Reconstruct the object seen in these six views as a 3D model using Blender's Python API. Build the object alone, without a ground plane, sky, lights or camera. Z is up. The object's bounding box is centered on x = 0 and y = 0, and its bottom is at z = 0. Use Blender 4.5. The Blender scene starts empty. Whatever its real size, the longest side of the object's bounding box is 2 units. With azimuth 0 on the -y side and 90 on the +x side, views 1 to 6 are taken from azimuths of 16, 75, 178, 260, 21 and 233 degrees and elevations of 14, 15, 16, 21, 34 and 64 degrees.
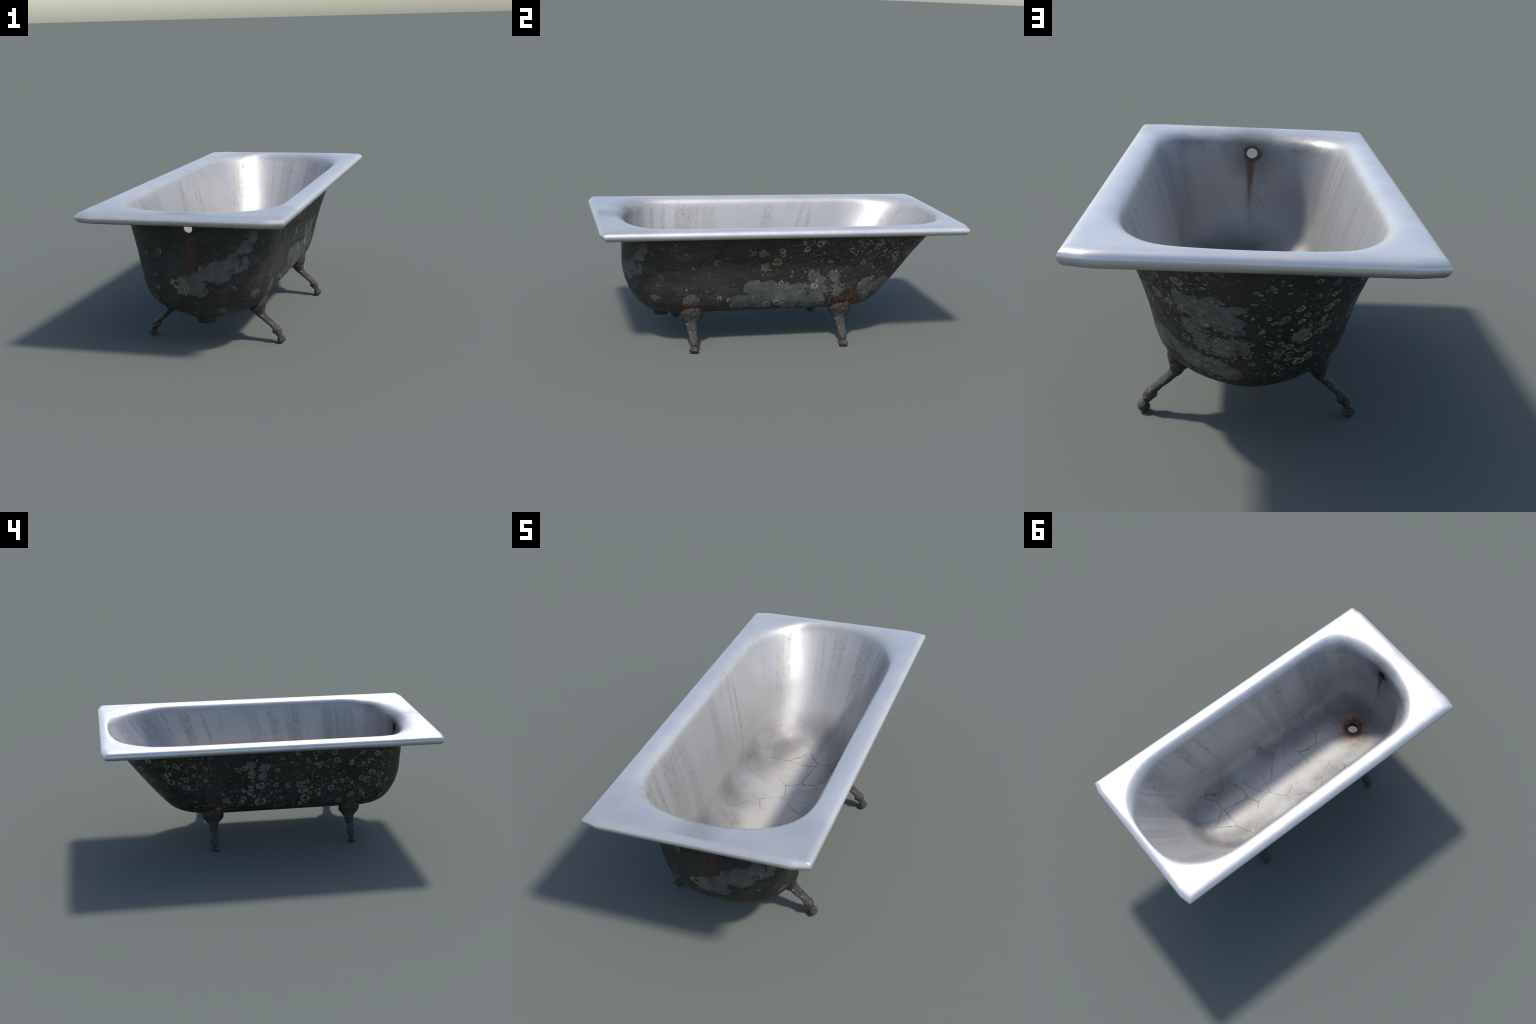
"""Old cast-iron bathtub: enamelled basin with a flat rolled rim, rusty lichen-covered
iron shell, four splayed cast legs, drain collar and overflow hole."""
import bpy, bmesh, math, random
from mathutils import Vector, Matrix, noise as mnoise
from mathutils.bvhtree import BVHTree

random.seed(11)
SC = bpy.context.scene.collection

# ------------------------------------------------------------------ helpers
def catmull(rows, per):
    """Catmull-Rom through rows of numbers, `per` steps between rows."""
    out = []
    n = len(rows)
    for i in range(n - 1):
        p0 = rows[max(i - 1, 0)]; p1 = rows[i]; p2 = rows[i + 1]; p3 = rows[min(i + 2, n - 1)]
        for k in range(per):
            t = k / per
            out.append([0.5 * (2 * b + (c - a) * t + (2 * a - 5 * b + 4 * c - d) * t * t
                               + (3 * b - a - 3 * c + d) * t ** 3)
                        for a, b, c, d in zip(p0, p1, p2, p3)])
    out.append(list(rows[-1]))
    return out


def new_obj(name, mesh, parent=None, mat=None):
    o = bpy.data.objects.new(name, mesh)
    SC.objects.link(o)
    if parent:
        o.parent = parent
    if mat and not mesh.materials:
        mesh.materials.append(mat)
    return o


def smooth(mesh, angle=40):
    for p in mesh.polygons:
        p.use_smooth = True
    mesh.set_sharp_from_angle(angle=math.radians(angle))


# ------------------------------------------------------------------ node helper
class Nodes:
    def __init__(self, name):
        self.mat = bpy.data.materials.new(name)
        self.mat.use_nodes = True
        self.t = self.mat.node_tree
        self.t.nodes.clear()
        self.out = self.t.nodes.new('ShaderNodeOutputMaterial')
        self.bsdf = self.t.nodes.new('ShaderNodeBsdfPrincipled')
        self.t.links.new(self.bsdf.outputs[0], self.out.inputs[0])
        self.P = self.t.nodes.new('ShaderNodeTexCoord').outputs['Object']

    def put(self, sock, v):
        if hasattr(v, 'is_output') or isinstance(v, bpy.types.NodeSocket):
            self.t.links.new(v, sock)
        elif isinstance(v, (tuple, list)) and sock.type == 'RGBA' and len(v) == 3:
            sock.default_value = (*v, 1)
        else:
            sock.default_value = v

    def m(self, op, a, b=None, c=None, clamp=False):
        n = self.t.nodes.new('ShaderNodeMath'); n.operation = op; n.use_clamp = clamp
        for i, v in enumerate((a, b, c)):
            if v is not None:
                self.put(n.inputs[i], v)
        return n.outputs[0]

    def v(self, op, a, b=None):
        n = self.t.nodes.new('ShaderNodeVectorMath'); n.operation = op
        self.put(n.inputs[0], a)
        if b is not None:
            self.put(n.inputs[3 if op == 'SCALE' else 1], b)
        return n.outputs['Value'] if op in ('LENGTH', 'DISTANCE', 'DOT_PRODUCT') else n.outputs[0]

    def xyz(self, v=None):
        n = self.t.nodes.new('ShaderNodeSeparateXYZ'); self.put(n.inputs[0], v or self.P)
        return n.outputs

    def comb(self, x, y, z):
        n = self.t.nodes.new('ShaderNodeCombineXYZ')
        for i, q in enumerate((x, y, z)):
            self.put(n.inputs[i], q)
        return n.outputs[0]

    def noise(self, scale, detail=3, rough=0.55, vec=None, color=False, dist=0.0):
        n = self.t.nodes.new('ShaderNodeTexNoise')
        self.put(n.inputs['Vector'], vec or self.P)
        n.inputs['Scale'].default_value = scale; n.inputs['Detail'].default_value = detail
        n.inputs['Roughness'].default_value = rough; n.inputs['Distortion'].default_value = dist
        return n.outputs['Color' if color else 'Fac']

    def voro(self, scale, vec=None, feature='F1', rnd=1.0):
        n = self.t.nodes.new('ShaderNodeTexVoronoi'); n.feature = feature
        self.put(n.inputs['Vector'], vec or self.P)
        n.inputs['Scale'].default_value = scale; n.inputs['Randomness'].default_value = rnd
        return n

    def step(self, v, lo, hi, a=0.0, b=1.0):
        """smooth ramp of v from lo..hi to a..b"""
        n = self.t.nodes.new('ShaderNodeMapRange'); n.interpolation_type = 'SMOOTHSTEP'
        self.put(n.inputs[0], v)
        if not isinstance(lo, bpy.types.NodeSocket) and not isinstance(hi, bpy.types.NodeSocket) and lo > hi:
            lo, hi, a, b = hi, lo, b, a
        self.put(n.inputs[1], lo); self.put(n.inputs[2], hi)
        self.put(n.inputs[3], a); self.put(n.inputs[4], b)
        return n.outputs[0]

    def mix(self, f, a, b, mode='MIX'):
        n = self.t.nodes.new('ShaderNodeMix'); n.data_type = 'RGBA'; n.blend_type = mode
        self.put(n.inputs[0], f); self.put(n.inputs[6], a); self.put(n.inputs[7], b)
        return n.outputs[2]

    def mul(self, *a):
        r = a[0]
        for q in a[1:]:
            r = self.m('MULTIPLY', r, q)
        return r

    def mx(self, *a):
        r = a[0]
        for q in a[1:]:
            r = self.m('MAXIMUM', r, q)
        return r

    def inv(self, a):
        return self.m('SUBTRACT', 1.0, a, clamp=True)

    def warp(self, amount, scale, vec=None, detail=3):
        c = self.v('SUBTRACT', self.noise(scale, detail, 0.6, color=True), (.5, .5, .5))
        return self.v('ADD', vec or self.P, self.v('SCALE', c, amount))

    def blobs(self, vec, items):
        """smallest distance/radius over a set of centres -> irregular union of patches"""
        r = None
        for (x, y, z, q) in items:
            d = self.m('DIVIDE', self.v('DISTANCE', vec, (x, y, z)), q)
            r = d if r is None else self.m('MINIMUM', r, d)
        return r

    def bump(self, h, strength, dist, prev=None):
        n = self.t.nodes.new('ShaderNodeBump')
        n.inputs['Strength'].default_value = strength; n.inputs['Distance'].default_value = dist
        self.put(n.inputs['Height'], h)
        if prev:
            self.t.links.new(prev, n.inputs['Normal'])
        return n.outputs[0]

    def finish(self, color, rough=0.5, metal=0.0, normal=None, spec=0.5):
        b = self.bsdf.inputs
        self.put(b['Base Color'], color); self.put(b['Roughness'], rough); self.put(b['Metallic'], metal)
        self.put(b['Specular IOR Level'], spec)
        if normal:
            self.t.links.new(normal, b['Normal'])
        return self.mat


DRAIN = (0.002, -0.628, 0.158)
OVER = (0.0, -0.845, 0.618)
LEG_Y = (-0.493, 0.349)


# ------------------------------------------------------------------ material: enamel
def enamel_material():
    N = Nodes('worn_white_enamel')
    x, y, z = N.xyz()
    ax = N.m('ABSOLUTE', x)
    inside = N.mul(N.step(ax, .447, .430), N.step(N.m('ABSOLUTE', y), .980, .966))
    lipshade = N.mul(N.inv(inside), N.step(z, .688, .657), .50)   # occlusion shade painted on the underside of the rolled edge
    z = N.m('ADD', z, N.mul(N.inv(inside), .06))    # keeps basin dirt off the rolled lip
    wall = N.step(z, .715, .66)                     # 0 on the flange, 1 inside the basin
    floor = N.step(z, .225, .180)
    col = N.mix(N.step(N.noise(7, 4), .35, .65), (.485, .483, .486), (.535, .517, .508))
    col = N.mix(N.mul(N.step(N.noise(30, 5, .7), .45, .7), .35), col, (.50, .49, .49))
    # inner edge of the flange is scuffed
    edge = N.mul(N.step(z, .706, .69), N.step(z, .6, .66), N.step(N.noise(75, 5, .75), .44, .58), N.step(N.noise(6, 2), .35, .6), .55)
    col = N.mix(edge, col, (.34, .30, .275))
    # lower basin: greyer, warmer
    col = N.mix(N.mul(wall, .45), col, (.47, .46, .455))
    col = N.mix(N.mul(floor, .8), col, (.57, .55, .505))
    # water streaks: pattern constant down the wall, fine broken grain
    # distance round the basin wall: straight sides plus the swept angle of each end
    dz = N.m('SUBTRACT', z, .25)
    hw = N.m('ADD', N.mul(dz, .24), .267)
    y1 = N.m('ADD', N.mul(dz, .41), .331)
    lb = N.m('ADD', N.mul(dz, .36), .306)
    y0 = N.m('ADD', N.mul(dz, .04), -.559)
    across = N.m('DIVIDE', ax, hw)
    far = N.m('ARCTAN2', N.m('DIVIDE', N.m('MAXIMUM', N.m('SUBTRACT', y, y1), 0.0), lb), across)
    near = N.m('ARCTAN2', N.m('DIVIDE', N.m('MAXIMUM', N.m('SUBTRACT', y0, y), 0.0), .25), across)
    mid = N.m('DIVIDE', N.m('SUBTRACT', y, y0), N.m('SUBTRACT', y1, y0), clamp=True)
    along = N.m('ADD', N.mul(mid, .95), N.m('SUBTRACT', N.mul(far, .30), N.mul(near, .26)))
    along = N.m('ADD', along, N.mul(N.m('SUBTRACT', N.noise(5, 2), .5), .03))
    along = N.m('ADD', along, N.mul(N.m('SUBTRACT', N.noise(24, 4, .7, N.comb(x, y, N.mul(z, .7))), .5), .035))
    side = N.m('MULTIPLY', N.m('SIGN', x), 5.3)
    sv = N.comb(along, side, N.mul(z, .05))
    st = N.mx(N.step(N.noise(9, 2, .5, sv), .505, .63), N.mul(N.step(N.noise(26, 2, .5, sv), .56, .64), .8))
    st = N.mul(st, N.step(y, -.70, -.78, 1, .25))
    length = N.noise(13, 1, .5, N.comb(along, side, 5.0))
    fade = N.step(z, N.m('SUBTRACT', .60, N.mul(length, .85)), N.m('SUBTRACT', .78, N.mul(length, .3)))
    grain = N.mul(N.step(N.noise(150, 4, .75, N.comb(x, y, N.mul(z, .62))), .36, .66), N.step(N.noise(34, 5, .75), .34, .62, .25, 1))
    streak = N.mul(st, fade, grain, wall, N.step(z, .69, .63))
    col = N.mix(N.mul(streak, .78), col, (.225, .185, .150))
    soft = N.mul(st, fade, wall, N.step(z, .69, .62))
    col = N.mix(N.mul(soft, .24, N.step(N.noise(12, 4, .7), .3, .65, .35, 1)), col, (.31, .285, .255))
    # patchy dark band where the wall meets the floor
    band = N.mul(N.step(z, .168, .20), N.step(z, .34, .24), N.step(N.noise(4.2, 3), .40, .64))
    col = N.mix(N.mul(band, .36), col, (.17, .155, .14))
    # dirt blotches on the floor
    fl = N.mul(floor, N.step(N.noise(8, 5, .65), .45, .75))
    col = N.mix(N.mul(fl, .32), col, (.38, .335, .28))
    # cracks in the floor
    wv = N.warp(.05, 9)
    wv = N.warp(.009, 40, wv)
    vo = N.voro(5.2, wv, 'DISTANCE_TO_EDGE')
    thin = N.step(vo.outputs['Distance'], .003, N.m('ADD', .007, N.mul(N.noise(6, 2), .013)), 1, 0)
    keep = N.mul(N.step(N.noise(4.2, 3), .42, .56), N.step(N.noise(11, 2), .30, .55, .45, 1))
    zone = N.mul(N.step(z, .30, .22), N.step(y, -.74, -.55))
    crack = N.mul(thin, keep, zone)
    col = N.mix(N.mul(crack, .72), col, (.155, .135, .12))
    pits = N.mul(N.step(N.voro(17).outputs['Distance'], .07, .04), N.step(z, .35, .25))
    col = N.mix(N.mul(pits, .7), col, (.12, .10, .09))
    # drain: dark ring and rust specks
    dd = N.v('DISTANCE', N.comb(x, y, 0), (DRAIN[0], DRAIN[1], 0))
    ddn = N.m('ADD', dd, N.mul(N.m('SUBTRACT', N.noise(38, 3), .5), .05))
    low = N.step(z, .33, .25)
    col = N.mix(N.mul(N.step(ddn, .20, .05), low, .72), col, (.20, .12, .085))
    col = N.mix(N.mul(N.step(ddn, .092, .070), low, N.step(N.noise(55, 3), .44, .58), .85), col, (.34, .13, .055))
    col = N.mix(N.mul(N.step(ddn, .078, .046), low, .93), col, (.105, .042, .025))
    # overflow: soot halo, rust tongue
    end = N.step(y, -.70, -.76)
    od = N.v('DISTANCE', N.comb(x, 0, N.mul(z, 1.1)), (0, 0, OVER[2] * 1.1 - .004))
    odn = N.m('ADD', od, N.mul(N.m('SUBTRACT', N.noise(26, 4, .7), .5), .06))
    col = N.mix(N.mul(N.step(odn, .17, .02), end, .72), col, (.12, .115, .11))
    col = N.mix(N.mul(N.step(odn, .048, .028), end, .9), col, (.055, .030, .021))
    xs = N.m('ABSOLUTE', N.m('ADD', N.m('SUBTRACT', x, .006), N.mul(N.m('SUBTRACT', N.noise(14, 3), .5), .014)))
    width = N.step(z, .42, .61, .004, .024)
    tongue = N.mul(N.step(N.m('DIVIDE', xs, width), 1.25, .15), N.step(z, .33, .54), N.step(z, .625, .60), end)
    col = N.mix(N.mul(tongue, .82), col, (.115, .050, .029))
    xs3 = N.m('ABSOLUTE', N.m('ADD', N.m('SUBTRACT', x, .004), N.mul(N.m('SUBTRACT', N.noise(9, 3), .5), .03)))
    run = N.mul(N.step(xs3, .022, .002), N.step(z, .24, .50), N.step(z, .62, .58), end)
    col = N.mix(N.mul(run, .45), col, (.15, .085, .055))
    xs2 = N.m('ABSOLUTE', N.m('ADD', x, .045))
    smear = N.mul(N.step(xs2, .06, .0), N.step(z, .62, .50), N.step(z, .25, .4), end,
                  N.step(N.noise(55, 4, .7), .42, .6))
    col = N.mix(N.mul(smear, .28), col, (.16, .145, .14))
    # dark brownish mottling along the upper edge at the drain end
    top = N.mul(end, N.step(z, .60, .655), N.step(z, .70, .68), N.step(N.noise(10, 4, .7), .42, .62))
    col = N.mix(N.mul(top, .45), col, (.22, .18, .155))
    # tiny brown chip marks on the flange
    h = N.m('ADD', N.mul(N.noise(16, 3), .6), N.mul(N.noise(70, 4, .7), N.m('ADD', .10, N.mul(floor, .8))))
    nrm = N.bump(N.mul(h, N.m('ADD', .22, N.mul(floor, .9))), .14, .01)
    nrm = N.bump(N.inv(N.mx(crack, N.mul(pits, .6))), .5, .003, nrm)
    rough = N.m('ADD', N.mul(N.noise(22, 4), .16), N.m('ADD', .26, N.mul(floor, .12)))
    rough = N.m('ADD', rough, N.mul(streak, .2))
    # baked occlusion: flange colour lightened, basin and drain end darkened for shade
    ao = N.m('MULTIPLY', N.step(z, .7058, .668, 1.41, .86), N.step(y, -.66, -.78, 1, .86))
    junction = N.mul(N.step(z, .36, .24), N.step(z, .166, .195), N.step(N.noise(5, 3), .3, .65, .16, .36))  # corner shade tinted into the enamel, offsets light bounced off the floor
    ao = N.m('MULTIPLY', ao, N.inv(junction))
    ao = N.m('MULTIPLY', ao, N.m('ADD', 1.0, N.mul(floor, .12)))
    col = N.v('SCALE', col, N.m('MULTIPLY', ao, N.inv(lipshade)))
    metal = N.m('SUBTRACT', .56, N.m('ADD', N.mul(floor, .22), N.mul(N.step(z, .703, .67), .20)))
    return N.finish(col, N.m('ADD', rough, N.m('ADD', N.mul(wall, .10), N.mul(N.step(z, .45, .20), .10))), metal, nrm, .5)


# ------------------------------------------------------------------ material: shell
BARE_DRAIN_END = [(.267, -.767, .575, .030), (.241, -.782, .529, .034), (.197, -.804, .460, .048),
                  (.237, -.775, .444, .026), (.138, -.827, .424, .046), (.081, -.839, .424, .042),
                  (.020, -.834, .370, .048), (-.024, -.829, .350, .040), (.039, -.823, .329, .036),
                  (.252, -.704, .297, .018), (.113, -.74, .223, .020)]
BARE_SUN_SIDE = [(.293, -.165, .333, .056), (.292, -.09, .321, .062), (.283, .001, .293, .064),
                 (.274, -.118, .263, .064), (.290, .083, .315, .060), (.306, .168, .412, .036),
                 (.295, .200, .346, .056), (.304, .280, .400, .034), (.292, .303, .323, .042),
                 (.273, .165, .261, .072), (.273, -.243, .259, .05), (.262, .06, .235, .06),
                 (.285, .466, .339, .046), (.253, .545, .329, .042), (.249, .484, .273, .042),
                 (.341, -.133, .541, .027), (.320, -.116, .470, .022), (.328, -.378, .499, .022),
                 (.278, -.506, .275, .042), (.260, -.688, .295, .026)]
BARE_SLOPE_END = [(.19, .80, .53, 0.029), (.167, .801, .515, 0.044), (.119, .845, .537, 0.034),
                  (.136, .792, .481, 0.049), (.092, .812, .483, 0.047), (.059, .799, .454, 0.039),
                  (.047, .846, .513, 0.023), (.163, .733, .426, 0.039), (.125, .715, .376, 0.044),
                  (.086, .719, .362, 0.044), (.043, .739, .374, 0.039), (.246, .576, .350, 0.039),
                  (.210, .603, .321, 0.044), (.155, .620, .289, 0.052), (.103, .637, .277, 0.044),
                  (.056, .627, .253, 0.031), (-.137, .733, .406, 0.031)]
BARE_SHADE_SIDE = [(-.341, .137, .541, .028), (-.325, .136, .489, .022), (-.337, .059, .527, .030),
                   (-.319, .060, .466, .028), (-.305, .029, .406, .012), (-.303, .143, .394, .014),
                   (-.288, .278, .307, .024)]
RUST_SPOTS = [(-.022, -.843, .410, .018), (.063, -.841, .454, .016), (.182, -.81, .424, .018),
              (.273, .338, .261, .052), (.266, .415, .265, .060), (.275, -.476, .265, .016),
              (.313, .353, .438, .030), (.315, .111, .448, .022), (.273, .557, .390, .022),
              (.120, .885, .589, .008), (.063, .763, .408, .014), (.121, .744, .410, .010),
              (.153, .664, .333, .012), (.026, .665, .287, .016), (0, .616, .233, .026),
              (-.161, .685, .366, .014), (-.33, .16, .50, .016)]


def shell_material():
    N = Nodes('corroded_black_iron')
    x, y, z = N.xyz()
    # base coat
    col = N.mix(N.step(N.noise(5, 4, .6), .35, .68), (.0145, .0142, .0120), (.028, .0272, .0222))
    brush = N.noise(26, 4, .65, N.comb(x, N.mul(y, .45), N.mul(z, 2.2)))
    col = N.mix(N.mul(N.step(brush, .45, .70), .5), col, (.042, .043, .036))
    col = N.mix(N.mul(N.step(N.noise(110, 3, .7), .52, .72), .35), col, (.05, .048, .038))
    smear = N.mul(N.step(N.noise(13, 6, .72, N.comb(x, N.mul(y, .6), N.mul(z, 1.3))), .50, .62), N.step(x, -.05, .15), .55)
    col = N.mix(smear, col, N.mix(N.noise(30, 4), (.034, .034, .027), (.062, .063, .054)))
    # where colonies grow
    sun = N.mul(N.step(x, .0, .1), N.step(y, -.30, .45, .16, 1))
    shade = N.mul(N.step(x, .05, -.06), N.step(y, -.86, -.70, .15, 1))
    dens = N.mul(N.mx(sun, shade), N.step(y, -.80, -.70, .25, 1))
    dens = N.mul(dens, N.step(N.noise(4.2, 2), .34, .56, .22, 1))
    # flaked bare metal
    wv = N.warp(.060, 12, detail=6)
    wv = N.v('ADD', wv, N.v('SCALE', N.v('SUBTRACT', N.noise(48, 4, .6, color=True), (.5, .5, .5)), .036))
    b = N.blobs(wv, BARE_DRAIN_END + BARE_SUN_SIDE + BARE_SLOPE_END + BARE_SHADE_SIDE)
    stray = N.mul(N.step(N.noise(9.0, 4, .6), .700, .712), N.step(N.mx(sun, .2), .2, .6))
    ragged = N.m('ADD', N.mul(N.m('SUBTRACT', N.noise(21, 5, .7), .5), .75), N.mul(N.m('SUBTRACT', N.noise(75, 4, .7), .5), .45))
    b = N.m('ADD', b, ragged)
    b = N.m('SUBTRACT', b, .10)
    bare = N.mx(N.step(b, 1.0, .965), stray)
    island = N.mul(N.step(N.noise(17, 5, .65, N.v('ADD', N.P, (9, 2, 4))), .575, .595), N.step(b, .30, .55))
    bare = N.m('MULTIPLY', bare, N.inv(island))
    gcol = N.mix(N.step(N.noise(20, 5, .7), .35, .65), (.062, .064, .063), (.105, .107, .104))
    gcol = N.v('SCALE', gcol, N.mx(N.step(y, .5, .62, 1.0, 1.3), N.step(x, .0, -.1, 1.0, 1.4)))
    gcol = N.mix(N.mul(N.step(N.noise(6, 3), .42, .62), N.step(y, .55, .35), .6), gcol, (.055, .060, .054))
    gcol = N.mix(N.mul(N.step(N.noise(34, 5, .7, N.comb(x, y, N.mul(z, 1.8))), .54, .62), .55), gcol, (.040, .042, .040))
    col = N.mix(N.mul(bare, .94), col, gcol)
    halo = N.mul(N.step(b, 1.0, 1.01), N.step(b, 1.35, 1.0), .6)
    col = N.mix(halo, col, (.011, .011, .010))
    # rust on flake edges, spots, under the overflow, around the legs
    rim = N.mul(N.step(b, .90, .98), N.step(b, 1.12, 1.02), N.step(N.noise(8.5, 2), .60, .66))
    r = N.blobs(N.warp(.06, 24, detail=5), RUST_SPOTS)
    spots = N.mul(N.step(r, 1.1, .7), N.step(N.noise(55, 4, .7), .38, .56))
    few = N.mul(N.step(N.noise(14, 3, .6, N.v('ADD', N.P, (3, 1, 7))), .70, .74), N.step(N.mx(sun, .3), .2, .7))
    rx = N.m('ABSOLUTE', N.m('ADD', N.m('SUBTRACT', x, .008), N.mul(N.m('SUBTRACT', N.noise(12, 3), .5), .02)))
    run = N.mul(N.step(rx, .030, .012), N.step(z, .31, .40), N.step(y, -.75, -.80), N.step(z, .70, .58, .5, 1),
                N.step(N.noise(40, 3), .3, .55, .55, 1))
    leg = None
    for sx in (-1, 1):
        for ly in LEG_Y:
            d = N.v('DISTANCE', wv, (sx * .235, ly, .222))
            leg = d if leg is None else N.m('MINIMUM', leg, d)
    legr = N.mul(N.step(leg, .105, .06), N.step(N.noise(30, 4, .7), .36, .56))
    rust = N.mx(N.mul(rim, .9), N.mul(spots, .9), N.mul(few, .8), N.mul(run, .55), N.mul(legr, .55))
    rcol = N.mix(N.step(N.noise(45, 4, .7), .35, .65), (.028, .014, .009), (.090, .030, .013))
    col = N.mix(rust, col, rcol)
    # round lichen colonies at three sizes
    lv = N.warp(.016, 40)
    fine = N.mul(dens, N.step(x, -.12, -.02, .42, 1), N.m('ADD', 1.0, N.mul(N.step(x, .02, .12), N.step(y, -.05, .40), .75)))
    for sc, thr, lo, hi in ((15, .40, .16, .34), (27, .42, .15, .36), (48, .60, .15, .36)):
        vo = N.voro(sc, lv)
        rnd = N.xyz(vo.outputs['Color'])
        rad = N.step(rnd[1], 0, 1, lo, hi)
        q = N.m('DIVIDE', vo.outputs['Distance'], rad)
        q = N.m('ADD', q, N.mul(N.m('SUBTRACT', N.noise(70, 4, .7), .5), 1.1))
        on = N.step(rnd[0], N.m('SUBTRACT', 1.0, N.mul(dens, thr)), N.m('SUBTRACT', 1.02, N.mul(dens, thr)))
        ring = N.mul(N.step(q, .48, .72), N.step(q, 1.05, .88), N.step(N.noise(38, 3), .36, .52, .25, 1))
        inner = N.mul(N.step(q, .75, .55), N.step(N.noise(90, 3, .7), .45, .6), .5)
        tint = N.mix(rnd[2], (.135, .14, .10), (.27, .27, .205))
        tint = N.mix(N.step(rnd[2], .90, .93), tint, (.26, .14, .085))
        col = N.mix(N.mul(N.mx(ring, inner), on, .85), col, tint)
    # mottled crust where growth is thick
    crusty = N.mul(N.step(N.noise(46, 6, .78), .54, .64), N.step(dens, .08, .7), N.m('SUBTRACT', 1.0, N.mul(bare, .65)), .6)
    col = N.mix(crusty, col, N.mix(N.noise(33, 3), (.055, .052, .036), (.12, .115, .08)))
    # pale and ochre specks
    vo = N.voro(95, N.P)
    rnd = N.xyz(vo.outputs['Color'])
    sp = N.mul(N.step(N.m('ADD', vo.outputs['Distance'], N.mul(N.m('SUBTRACT', N.noise(160, 3, .7), .5), .5)), .36, .20), N.step(rnd[0], N.m('SUBTRACT', 1.0, N.mul(N.m('ADD', fine, .12), .22)), N.m('SUBTRACT', 1.03, N.mul(N.m('ADD', fine, .12), .22))))
    col = N.mix(N.mul(sp, .85), col, N.mix(rnd[1], (.14, .10, .045), (.30, .28, .19)))
    vo = N.voro(58, N.warp(.012, 50))
    rnd = N.xyz(vo.outputs['Color'])
    sp = N.mul(N.step(N.m('ADD', vo.outputs['Distance'], N.mul(N.m('SUBTRACT', N.noise(120, 4, .7), .5), .7)), .34, .16), N.step(rnd[0], N.m('SUBTRACT', 1.0, N.mul(fine, .24)), N.m('SUBTRACT', 1.02, N.mul(fine, .24))))
    col = N.mix(N.mul(sp, .85), col, N.mix(rnd[1], (.19, .15, .08), (.36, .36, .28)))
    dk = N.blobs(N.warp(.03, 30), [(.298, .247, .362, .027), (.262, .50, .365, .016)])
    col = N.mix(N.mul(N.step(dk, 1.05, .8), .85), col, N.mix(N.noise(50, 4), (.016, .016, .014), (.04, .038, .031)))
    # darker band tight under the rim
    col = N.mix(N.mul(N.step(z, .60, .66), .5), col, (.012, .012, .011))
    h = N.m('ADD', N.mul(N.noise(70, 5, .7), .8), N.m('ADD', N.mul(bare, -.25), N.mul(N.noise(14, 3), .7)))
    nrm = N.bump(h, .35, .006)
    rough = N.m('ADD', .50, N.mul(N.noise(30, 3), .25))
    return N.finish(col, rough, 0.0, nrm, .35)


def leg_material():
    N = Nodes('rusty_cast_iron')
    x, y, z = N.xyz()
    col = N.mix(N.step(N.noise(40, 5, .7), .35, .65), (.022, .0215, .019), (.052, .049, .044))
    low = N.step(z, .16, .10)
    col = N.mix(N.mul(low, N.step(N.noise(60, 4, .7), .40, .62), .6), col, (.085, .081, .076))
    neck = N.mul(N.step(z, .165, .14), N.step(z, .11, .13))
    col = N.mix(N.mul(neck, .6), col, (.025, .025, .021))
    # rust collar where it bears on the tub; rust blush on the knuckle
    ed = N.m('SUBTRACT', z, N.m('ADD', N.mul(N.m('SUBTRACT', x, .18), .62), .176))
    top = N.mul(N.step(ed, -.020, -.001), N.step(N.noise(70, 4, .7), .34, .56, .35, 1))
    kn = N.mul(N.step(z, .042, .048), N.step(z, .060, .052), .6)
    patch = N.mul(N.step(z, .11, .095), N.step(N.noise(34, 3), .60, .65))
    rust = N.mx(top, N.mul(kn, N.step(N.noise(50, 3), .4, .55)), patch)
    col = N.mix(N.mul(rust, .85), col, N.mix(N.noise(60, 3), (.040, .018, .011), (.105, .038, .019)))
    vo = N.voro(75, N.warp(.008, 60))
    rnd = N.xyz(vo.outputs['Color'])
    ring = N.mul(N.step(vo.outputs['Distance'], .22, .32), N.step(vo.outputs['Distance'], .48, .38), N.step(rnd[0], .82, .84), N.step(N.noise(90, 3, .6), .40, .52))
    col = N.mix(N.mul(ring, .8), col, (.24, .21, .14))
    col = N.mix(N.mul(N.step(N.voro(120).outputs['Distance'], .30, .2), N.step(N.noise(26, 2), .60, .66), .7), col, (.22, .165, .10))
    mot = N.step(N.noise(28, 5, .72), .48, .60)
    col = N.mix(N.mul(mot, .65), col, (.026, .022, .017))
    worn = N.mul(low, N.step(N.noise(48, 5, .75, N.v('ADD', N.P, (2, 5, 1))), .56, .64), .6)
    col = N.mix(worn, col, (.13, .125, .115))
    nrm = N.bump(N.m('ADD', N.noise(95, 5, .75), N.mul(N.noise(30, 3), .8)), .8, .007)
    return N.finish(col, N.m('ADD', .38, N.mul(N.noise(40, 3), .25)), .05, nrm, .42)


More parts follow.
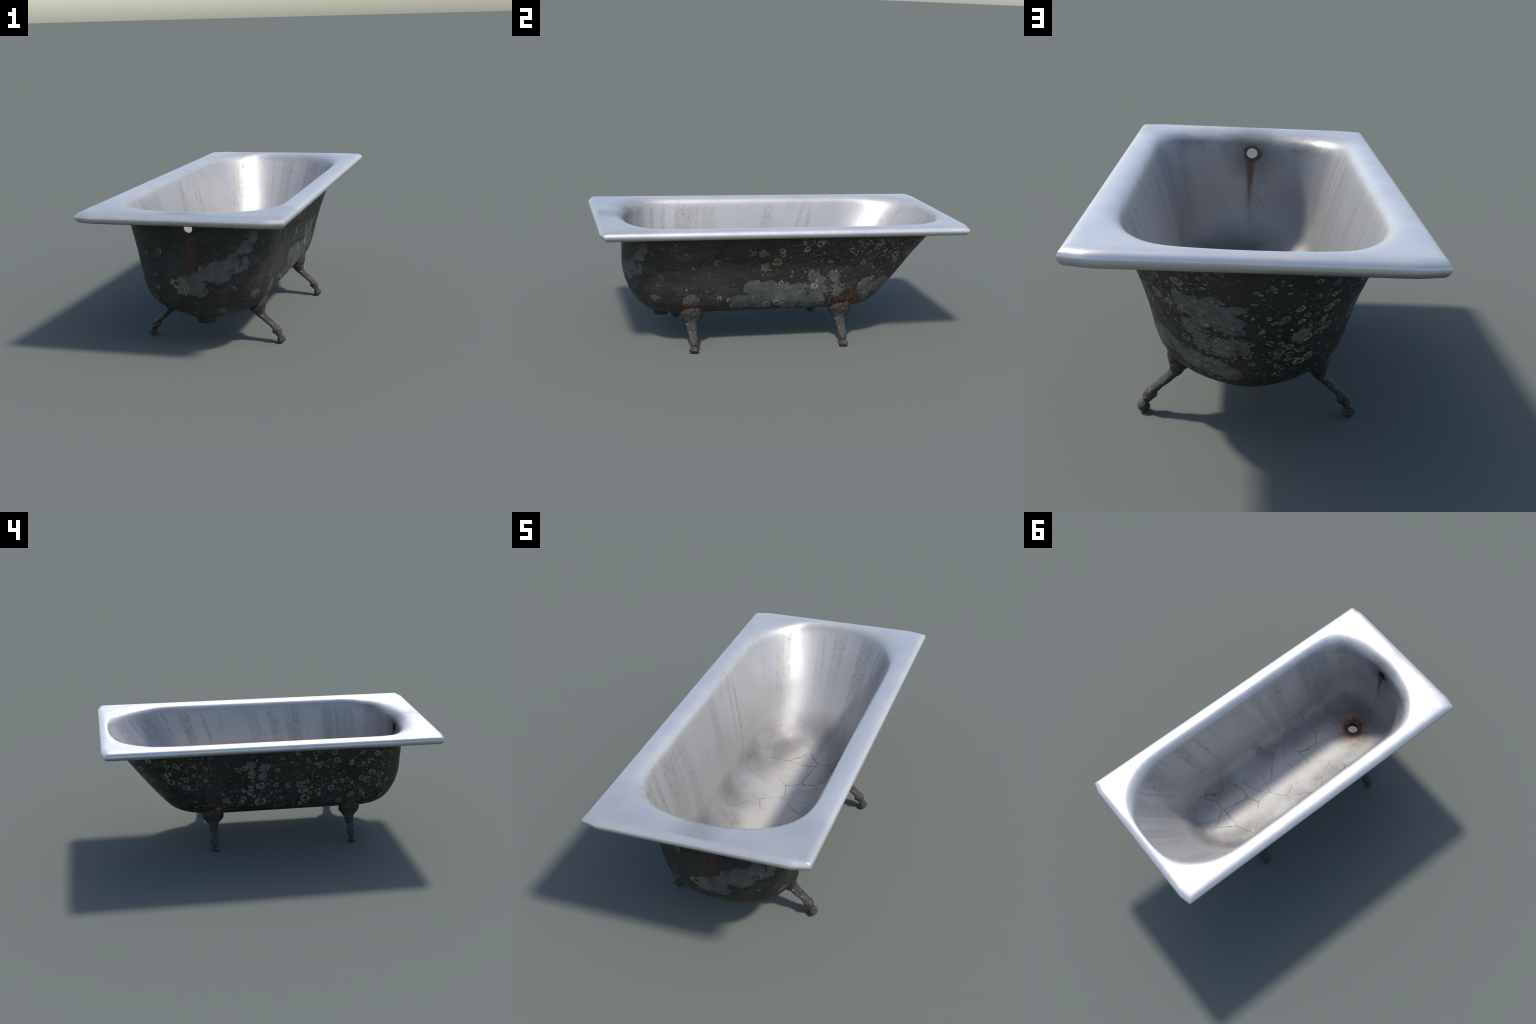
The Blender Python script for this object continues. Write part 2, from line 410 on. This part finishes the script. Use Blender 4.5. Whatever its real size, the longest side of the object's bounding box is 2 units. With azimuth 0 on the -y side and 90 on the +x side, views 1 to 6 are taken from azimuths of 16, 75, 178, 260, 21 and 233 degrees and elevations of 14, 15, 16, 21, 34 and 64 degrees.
def lichen_material(name, rim, core):
    N = Nodes(name)
    x, y, z = N.xyz()
    G = N.t.nodes.new('ShaderNodeNewGeometry').outputs['Position']
    q = N.v('LENGTH', N.comb(x, y, 0))
    q = N.m('ADD', q, N.mul(N.m('SUBTRACT', N.noise(80, 5, .7, G), .5), .95))
    ring = N.mul(N.step(q, .42, .66), N.step(N.noise(48, 3, .6, G), .34, .56, .12, 1), N.step(q, 1.06, .92, .15, 1))
    col = N.mix(N.step(N.noise(50, 4, .7, G), .40, .62), (.020, .021, .017), core)
    col = N.mix(ring, col, N.mix(N.noise(120, 2, .5, G), rim, tuple(c * .62 for c in rim)))
    nrm = N.bump(N.noise(160, 3, .7, G), .5, .003)
    return N.finish(col, .85, 0, nrm, .2)


def drain_material():
    N = Nodes('black_drain_iron')
    col = N.mix(N.step(N.noise(35, 4), .4, .6), (.012, .011, .010), (.028, .022, .018))
    return N.finish(col, .6, 0, N.bump(N.noise(80, 3), .3, .004), .4)


# ------------------------------------------------------------------ the tub body: lofted rings
# rows: half width, drain end y, slope end y, drain-end cap length, slope-end cap length, height
BODY = [(.382, -.848, .966, .308, .458, .670),
        (.353, -.846, .900, .291, .427, .580),
        (.3255, -.845, .831, .275, .397, .490),
        (.304, -.842, .763, .258, .367, .400),
        (.290, -.822, .697, .242, .336, .320),
        (.267, -.785, .637, .226, .306, .250),
        (.216, -.737, .587, .209, .275, .200),
        (.120, -.688, .525, .193, .245, .166),
        (.058, -.660, .478, .185, .230, .152),
        (.003, -.640, .440, .180, .220, .1475)]
N_DRAIN, N_SLOPE = 2.39, 2.09
NS, NC = 34, 60                       # steps per straight side, per end cap
WALL = .019


def plan(w, ya, yb, la, lb, na=N_DRAIN, nb=N_SLOPE):
    pts = []
    y0, y1 = ya + la, yb - lb
    for i in range(NS):
        pts.append((w, y0 + (y1 - y0) * i / NS))
    for i in range(NC):
        a = math.pi * i / NC
        c, s = math.cos(a), math.sin(a)
        pts.append((math.copysign(abs(c) ** (2 / nb), c) * w, y1 + lb * abs(s) ** (2 / nb)))
    for i in range(NS):
        pts.append((-w, y1 + (y0 - y1) * i / NS))
    for i in range(NC):
        a = math.pi * i / NC
        c, s = math.cos(a), math.sin(a)
        pts.append((-math.copysign(abs(c) ** (2 / na), c) * w, y0 - la * abs(s) ** (2 / na)))
    return pts


def rect(d, y0, y1):
    """rim outline inset by d: straight sides, ends with a shallow two-facet corner"""
    hw, cy, hy = .470 - d, .983 - d, 1.0 - d
    cx = hw - .068
    pts = []
    for i in range(NS):
        pts.append((hw, y0 + (y1 - y0) * i / NS))
    def cap(ystart, sgn):
        path = [(hw, ystart), (hw, cy * sgn), (cx, hy * sgn), (0, hy * sgn)]
        half = NC // 2
        n1 = int(half * .42)                      # steps along the side
        n2 = 5                                    # steps along the corner facet
        q = []
        for i in range(n1):
            t = i / n1; q.append((hw, ystart + (cy * sgn - ystart) * t))
        for i in range(n2):
            t = i / n2; q.append((hw + (cx - hw) * t, cy * sgn + (hy - cy) * sgn * t))
        n3 = half - n1 - n2
        for i in range(n3 + 1):
            t = i / n3; q.append((cx * (1 - t), hy * sgn))
        return q                                   # half+1 points, from side to the middle
    q = cap(y1, 1)
    pts += q + [(-a, b) for a, b in reversed(q[1:-1])]
    for i in range(NS):
        pts.append((-hw, y1 + (y0 - y1) * i / NS))
    q = [(-a, b) for a, b in cap(y0, -1)]
    pts += q + [(-a, b) for a, b in reversed(q[1:-1])]
    return pts


NR = 2 * (NS + NC)
outer = []
for r in catmull(BODY, 7):
    w, ya, yb, la, lb, z = r
    nb = N_SLOPE + .18 * max(0, min(1, (z - .45) / .2))      # fuller corners toward the mouth
    outer.append([Vector((px, py, z)) for px, py in plan(max(w, .003), ya, yb, la, lb, N_DRAIN, nb)])


def ring_normals(rings):
    out = []
    L = len(rings)
    for i, rg in enumerate(rings):
        up = rings[max(i - 1, 0)]; dn = rings[min(i + 1, L - 1)]
        row = []
        for k in range(NR):
            tu = rg[(k + 1) % NR] - rg[k - 1]
            tv = up[k] - dn[k]
            n = tu.cross(tv)
            row.append(n.normalized() if n.length > 1e-9 else Vector((0, 0, -1)))
        out.append(row)
    return out


on = ring_normals(outer)
inner = []
for rg, nr in zip(outer, on):
    row = []
    for p, n in zip(rg, nr):
        q = p - n * WALL
        d = math.hypot(q.x - DRAIN[0], q.y - DRAIN[1])
        q.z -= .007 * max(0, 1 - (d / .085) ** 2) ** 1.0 if d < .085 else 0
        row.append(q)
    inner.append(row)
# keep the inner rings from folding over the keel line
for row in inner[-6:]:
    for k, q in enumerate(row):
        side = 1 if (k < NS or k >= NR - 0) else None
TOPCUT = .652
inner = [r for r in inner if r[0].z < TOPCUT]
# last inner ring collapses on the keel as the outer one does
for k in range(NR):
    inner[-1][k].x *= .02 if abs(outer[-1][k].x) < .01 else 1

bm = bmesh.new()


def add_ring(r):
    return [bm.verts.new(p) for p in r]


def bridge(a, b, mi, flip=False):
    for k in range(NR):
        j = (k + 1) % NR
        f = (a[k], a[j], b[j], b[k])
        try:
            fc = bm.faces.new(f if not flip else f[::-1])
            fc.material_index = mi
        except ValueError:
            pass


def close_keel(ring, mi, flip):
    """fill the thin last ring across its mirror axis"""
    iy = NS + NC // 2
    left = [(2 * iy - k) % NR for k in range(NR)]
    k = iy
    for s in range(NR // 2):
        a, b = (iy - s) % NR, (iy - s - 1) % NR
        a2, b2 = left[a], left[b]
        vs = []
        for i in (a, b, b2, a2):
            if ring[i] not in vs:
                vs.append(ring[i])
        if len(vs) >= 3:
            try:
                f = bm.faces.new(vs if not flip else vs[::-1]); f.material_index = mi
            except ValueError:
                pass


top_y0, top_y1 = BODY[0][1] + BODY[0][3], BODY[0][2] - BODY[0][4]
open_ring = [p.copy() for p in inner[0]]
z_open = open_ring[0].z
crown = [Vector((a, b, .7042)) for a, b in rect(.028, top_y0, top_y1)]
# build order: basin floor -> opening -> flange -> rolled lip -> underside -> shell -> keel
seq = []                                   # (ring, material index of the strip to the next ring)
for r in reversed(inner):
    seq.append((r, 0))
# soft roll: a Bezier per station, leaving the wall along its own slope and landing level on the crown
reach = []
for k in range(NR):
    gap = (crown[k].xy - open_ring[k].xy).length
    reach.append(open_ring[k].lerp(crown[k], min(.74, .115 / gap)))
for _ in range(6):                              # ease the landing line round the corners
    reach = [(reach[k - 1] + reach[k] * 2 + reach[(k + 1) % NR]) / 4 for k in range(NR)]
roll = []
for k in range(NR):
    p0 = open_ring[k]
    t = (p0 - inner[1][k]).normalized()
    p3 = reach[k].copy(); p3.z = .7058
    flat = Vector((p3.x - p0.x, p3.y - p0.y, 0))
    run = flat.length
    lean = max(1e-4, Vector((t.x, t.y)).dot(Vector((flat.x, flat.y))) / max(run, 1e-6) / max(t.z, .2))
    rise = min(.040, .72 * run / lean)
    p1 = p0 + t * (rise / max(t.z, .2))
    p2 = p3 - flat * .66; p2.z = max(.7045, p1.z)
    roll.append((p0, p1, p2, p3))
for i in range(1, 15):
    u = i / 14
    seq.append(([a * (1 - u) ** 3 + b * 3 * u * (1 - u) ** 2 + c * 3 * u * u * (1 - u) + d * u ** 3
                 for a, b, c, d in roll], 0))
for u in (.25, .5, .75):
    seq.append(([p[3].lerp(Vector((crown[k].x, crown[k].y, .7058 - .0016 * u)), u) for k, p in enumerate(roll)], 0))
seq.append((crown, 0))
for d, z in ((.020, .7026), (.0135, .7000), (.0082, .6965), (.0040, .6920), (.0012, .6865), (0, .6805), (.0012, .6740),
             (.0045, .6675), (.0095, .6610), (.0155, .6562)):
    seq.append(([Vector((a, b, z)) for a, b in rect(d, top_y0, top_y1)], 0))
lip = [Vector((a, b, .6570)) for a, b in rect(.021, top_y0, top_y1)]
under = [Vector((a, b, .6660)) for a, b in rect(.027, top_y0, top_y1)]
seq.append((lip, 0))
seq.append((under, 1))
under2 = [u.lerp(o, .6) for u, o in zip(under, outer[0])]
for p in under2:
    p.z = .672
seq.append((under2, 1))
for r in outer:
    seq.append((r, 1))
prev = None
for r, mi in seq:
    vr = add_ring(r)
    if prev:
        bridge(prev[0], vr, prev[1])
    else:
        close_keel(vr, 0, False)
    prev = (vr, mi)
close_keel(prev[0], 1, True)
bmesh.ops.recalc_face_normals(bm, faces=bm.faces)
me = bpy.data.meshes.new('tub_casting')
bm.to_mesh(me); bm.free()
M_EN, M_SH = enamel_material(), shell_material()
M_LEG, M_DR = leg_material(), drain_material()
for m_ in (M_EN, M_SH):
    me.materials.append(m_)
cast = new_obj('tub_casting', me)


# ---- cut the overflow and drain holes
def cutter(name, radius, depth, loc, rot):
    b = bmesh.new()
    bmesh.ops.create_cone(b, cap_ends=True, segments=48, radius1=radius, radius2=radius, depth=depth)
    bmesh.ops.rotate(b, verts=b.verts, matrix=Matrix.Rotation(rot, 3, 'X'))
    bmesh.ops.translate(b, verts=b.verts, vec=loc)
    m = bpy.data.meshes.new(name)
    b.to_mesh(m); b.free()
    m.materials.append(M_EN); m.materials.append(M_SH)
    for p in m.polygons:
        p.material_index = 1
    return new_obj(name, m)


cuts = [cutter('cut_overflow', .0225, .2, (OVER[0], OVER[1], OVER[2]), math.pi / 2),
        cutter('cut_drain', .0335, .2, (DRAIN[0], DRAIN[1], .17), 0)]
for c in cuts:
    md = cast.modifiers.new('hole', 'BOOLEAN'); md.operation = 'DIFFERENCE'; md.solver = 'EXACT'; md.object = c
dg = bpy.context.evaluated_depsgraph_get()
full = bpy.data.meshes.new_from_object(cast.evaluated_get(dg))
for c in cuts:
    bpy.data.objects.remove(c)
bpy.data.objects.remove(cast)
for p in full.polygons:
    p.use_smooth = True
full.set_sharp_from_angle(angle=math.radians(50))

root = bpy.data.objects.new('bathtub', None)
SC.objects.link(root)
root['label'] = 'old white enamel bathtub with rusty lichen-covered iron shell on four legs'
root['category'] = 'bathtub'

corner_n = [tuple(c.vector) for c in full.corner_normals]


def split(name, index, mat):
    m = bpy.data.meshes.new(name)
    vmap, verts, faces, nrm = {}, [], [], []
    for p in full.polygons:
        if p.material_index != index:
            continue
        f = []
        for li in p.loop_indices:
            vi = full.loops[li].vertex_index
            if vi not in vmap:
                vmap[vi] = len(verts); verts.append(full.vertices[vi].co[:])
            f.append(vmap[vi]); nrm.append(corner_n[li])
        faces.append(f)
    m.from_pydata(verts, [], faces)
    for p in m.polygons:
        p.use_smooth = True
    m.normals_split_custom_set(nrm)
    m.materials.append(mat)
    return new_obj(name, m, root)


basin = split('enamel_basin', 0, M_EN)
shell = split('iron_shell', 1, M_SH)
bvh = BVHTree.FromPolygons([v.co.copy() for v in shell.data.vertices], [tuple(p.vertices) for p in shell.data.polygons])


# ------------------------------------------------------------------ turned rings: drain collar, overflow lip
def lathe(name, profile, mat, seg=56):
    b = bmesh.new()
    rings = []
    for r, z in profile:
        rings.append([b.verts.new((r * math.cos(2 * math.pi * k / seg), r * math.sin(2 * math.pi * k / seg), z)) for k in range(seg)])
    for a, c in zip(rings, rings[1:] + rings[:1]):
        for k in range(seg):
            j = (k + 1) % seg
            b.faces.new((a[k], a[j], c[j], c[k]))
    bmesh.ops.recalc_face_normals(b, faces=b.faces)
    m = bpy.data.meshes.new(name)
    b.to_mesh(m); b.free()
    smooth(m, 45)
    return new_obj(name, m, root, mat)


col_ = lathe('drain_collar', [(.0325, .160), (.0325, .131), (.0345, .1290), (.0385, .1290), (.0415, .1315),
                              (.0435, .137), (.0455, .145), (.0475, .153), (.0485, .160)], M_DR)
col_.location = (DRAIN[0], DRAIN[1], 0)
ovl = lathe('overflow_lip', [(.0228, -.004), (.0228, .004), (.0255, .0055), (.0290, .004), (.0310, -.002), (.031, -.004)], M_DR)
hit = bvh.ray_cast(Vector((.04, -1.2, OVER[2])), Vector((0, 1, 0)))
ovl.matrix_world = Matrix.Translation((OVER[0], hit[0].y, OVER[2])) @ Matrix.Rotation(math.pi / 2 - .04, 4, 'X')

# ------------------------------------------------------------------ legs
# rows up the leg: outer silhouette (x, z), inner silhouette (x, z), half breadth along y
LEG = [(.327, .0000, .315, .0000, .010),
       (.333, .0015, .311, .0010, .0175),
       (.339, .0070, .308, .0055, .0225),
       (.3445, .0150, .3045, .0122, .0275),
       (.3440, .0230, .306, .0185, .0262),
       (.3395, .0310, .3075, .0235, .0225),
       (.3310, .0345, .3075, .0265, .0175),
       (.3262, .0378, .3068, .0302, .0152),
       (.3275, .0420, .3005, .0360, .0190),
       (.3280, .0500, .2940, .0420, .0225),
       (.3250, .0600, .2850, .0480, .0252),
       (.3208, .0692, .2820, .0555, .0282),
       (.3130, .0770, .2835, .0630, .0250),
       (.3022, .0846, .2780, .0706, .0232),
       (.2840, .1020, .2610, .0865, .0246),
       (.2620, .1210, .2400, .1050, .0270),
       (.2475, .1370, .2240, .1190, .0300),
       (.2425, .1490, .2085, .1310, .0365),
       (.2440, .1600, .1960, .1480, .0480),
       (.2470, .1730, .1840, .1600, .0580),
       (.2500, .1880, .1790, .1700, .0620),
       (.2530, .2120, .1790, .1790, .0625),
       (.2520, .2420, .1790, .1955, .0610)]


def leg_mesh():
    rows = catmull(LEG, 4)
    b = bmesh.new()
    seg = 40
    rings = []
    for ox, oz, ix, iz, hb in rows:
        c = Vector(((ox + ix) / 2, 0, (oz + iz) / 2))
        a = Vector(((ox - ix) / 2, 0, (oz - iz) / 2))
        n = 2.0 + .7 * max(0, min(1, (oz - .14) / .05))
        ring = []
        for k in range(seg):
            t = 2 * math.pi * k / seg
            ct, st = math.cos(t), math.sin(t)
            ct = math.copysign(abs(ct) ** (2 / n), ct); st = math.copysign(abs(st) ** (2 / n), st)
            p = c + a * ct + Vector((0, hb * st, 0))
            f = 1 + .10 * mnoise.noise(p * 42) + .06 * mnoise.noise(p * 105) + .03 * mnoise.noise(p * 230)
            q = c + (p - c) * f
            q.z = max(q.z, 0.0)
            ring.append(b.verts.new(q))
        rings.append(ring)
    for r0, r1 in zip(rings, rings[1:]):
        for k in range(seg):
            j = (k + 1) % seg
            b.faces.new((r0[k], r0[j], r1[j], r1[k]))
    b.faces.new(rings[0][::-1]); b.faces.new(rings[-1])
    bmesh.ops.recalc_face_normals(b, faces=b.faces)
    m = bpy.data.meshes.new('leg')
    b.to_mesh(m); b.free()
    smooth(m, 60)
    m.materials.append(M_LEG)
    return m


lm = leg_mesh()
for ly in LEG_Y:
    o = new_obj('leg', lm, root); o.location = (0, ly, 0)
    o = new_obj('leg', lm, root); o.location = (0, ly, 0); o.rotation_euler = (0, 0, math.pi)

# ------------------------------------------------------------------ larger lichen colonies as thin crusts
L_PALE = lichen_material('pale_lichen', (.30, .305, .235), (.12, .12, .088))
L_GREEN = lichen_material('olive_lichen', (.215, .222, .158), (.105, .110, .078))
L_ORANGE = lichen_material('ochre_lichen', (.25, .150, .10), (.11, .058, .036))
SHADE_SIDE = [(.577, .561, 22), (.514, .408, 21), (.473, .491, 13), (.435, .487, 13), (.395, .479, 12), (.516, .462, 18),
              (.554, .428, 16), (.13, .47, 22), (.074, .396, 28), (.133, .358, 22), (-.185, .354, 30), (-.163, .394, 22),
              (-.201, .295, 30), (-.204, .408, 18), (-.378, .549, 22), (-.276, .533, 19), (-.469, .525, 19),
              (-.583, .531, 21), (-.603, .452, 22), (-.659, .424, 22), (-.578, .398, 24), (-.658, .356, 18),
              (.072, .287, 36), (.186, .285, 17), (-.019, .396, 17), (-.094, .388, 16), (-.187, .253, 26), (-.356, .608, 22),
              (-.529, .595, 18), (-.543, .412, 20), (.262, .291, 15), (-.139, .612, 17), (.213, .515, 18),
              (.075, .331, 14), (-.353, .356, 16), (-.553, .307, 18), (-.228, .329, 14), (-.201, .503, 14), (-.62, .583, 19),
              (.62, .50, 22), (.60, .44, 26), (.63, .56, 18)]
SUN_SIDE = [(.177, .599, 21), (-.03, .563, 17), (.106, .569, 19), (.362, .557, 18), (.517, .599, 21), (.628, .517, 25),
            (.637, .475, 17), (.173, .346, 20), (-.018, .37, 14), (-.032, .249, 21), (-.091, .243, 21), (.509, .38, 13),
            (.088, .608, 13), (-.303, .277, 12), (-.352, .289, 13)]
SLOPE_END = [(.17, .436, 15), (.177, .376, 15), (.004, .386, 13), (.109, .343, 12), (.009, .335, 15), (-.043, .487, 8),
             (-.123, .519, 14), (-.164, .614, 11), (-.167, .559, 11), (-.2, .505, 16), (-.193, .47, 12), (-.18, .418, 11),
             (-.137, .354, 15), (-.104, .372, 14), (-.136, .301, 19), (-.103, .317, 12), (-.15, .404, 18), (-.21, .555, 11),
             (-.049, .392, 10), (-.003, .301, 12), (-.106, .341, 12), (-.16, .325, 12), (.22, .501, 15), (-.13, .47, 11)]
DRAIN_END = [(-.148, .507, 16), (-.072, .362, 25), (-.024, .335, 12), (-.17, .331, 12), (-.172, .394, 9)]
OCHRE = [(-.052, .495, 28), (-.186, .549, 16)]


def crust(hit_p, hit_n, rad, mat):
    n = hit_n.normalized()
    u = n.cross(Vector((0, 0, 1))).normalized(); v = n.cross(u)
    seg, rn = 30, 7
    M = Matrix((u * rad, v * rad, n * rad)).transposed().to_4x4()
    M.translation = hit_p
    Mi = M.inverted()
    ph = [random.uniform(0, 6.28) for _ in range(4)]
    b = bmesh.new()
    rings = []
    for i in range(rn + 1):
        q = i / rn
        row = []
        for k in range(seg):
            t = 2 * math.pi * k / seg
            rr = rad * q * (1 + .14 * math.sin(2 * t + ph[0]) + .11 * math.sin(3 * t + ph[1]) + .08 * math.sin(5 * t + ph[3]) + .06 * math.sin(8 * t + ph[2]))
            p = hit_p + (u * math.cos(t) + v * math.sin(t)) * rr
            loc, nn, _, _ = bvh.find_nearest(p)
            prof = .0003 + .0008 * math.exp(-((q - .78) / .16) ** 2)
            prof += .0006 * (mnoise.noise(loc * 160) + .2)
            if i == rn:
                prof = -.0006
            row.append(Mi @ (loc + nn * prof))
            if i == 0:
                break
        rings.append([b.verts.new(p) for p in row])
    for k in range(seg):
        b.faces.new((rings[0][0], rings[1][k], rings[1][(k + 1) % seg]))
    for r0, r1 in zip(rings[1:], rings[2:]):
        for k in range(seg):
            j = (k + 1) % seg
            b.faces.new((r0[k], r1[k], r1[j], r0[j]))
    m = bpy.data.meshes.new('lichen')
    b.to_mesh(m); b.free()
    for p in m.polygons:
        p.use_smooth = True
    o = new_obj('lichen', m, root, mat)
    o.matrix_world = M


def grow(spots, start, dirn, mat_for):
    for a, z, r in spots:
        h = bvh.ray_cast(start(a, z), dirn)
        if h[0] is not None:
            crust(h[0], h[1], r / 1000, mat_for())


grow(SHADE_SIDE, lambda a, z: Vector((-1, a, z)), Vector((1, 0, 0)), lambda: L_GREEN if random.random() < .7 else L_PALE)
grow(SUN_SIDE, lambda a, z: Vector((1, a, z)), Vector((-1, 0, 0)), lambda: L_PALE)
grow(SLOPE_END, lambda a, z: Vector((a, 2, z)), Vector((0, -1, 0)), lambda: L_PALE if random.random() < .7 else L_GREEN)
grow(DRAIN_END, lambda a, z: Vector((a, -2, z)), Vector((0, 1, 0)), lambda: L_GREEN)
grow(OCHRE, lambda a, z: Vector((1, a, z)), Vector((-1, 0, 0)), lambda: L_ORANGE)
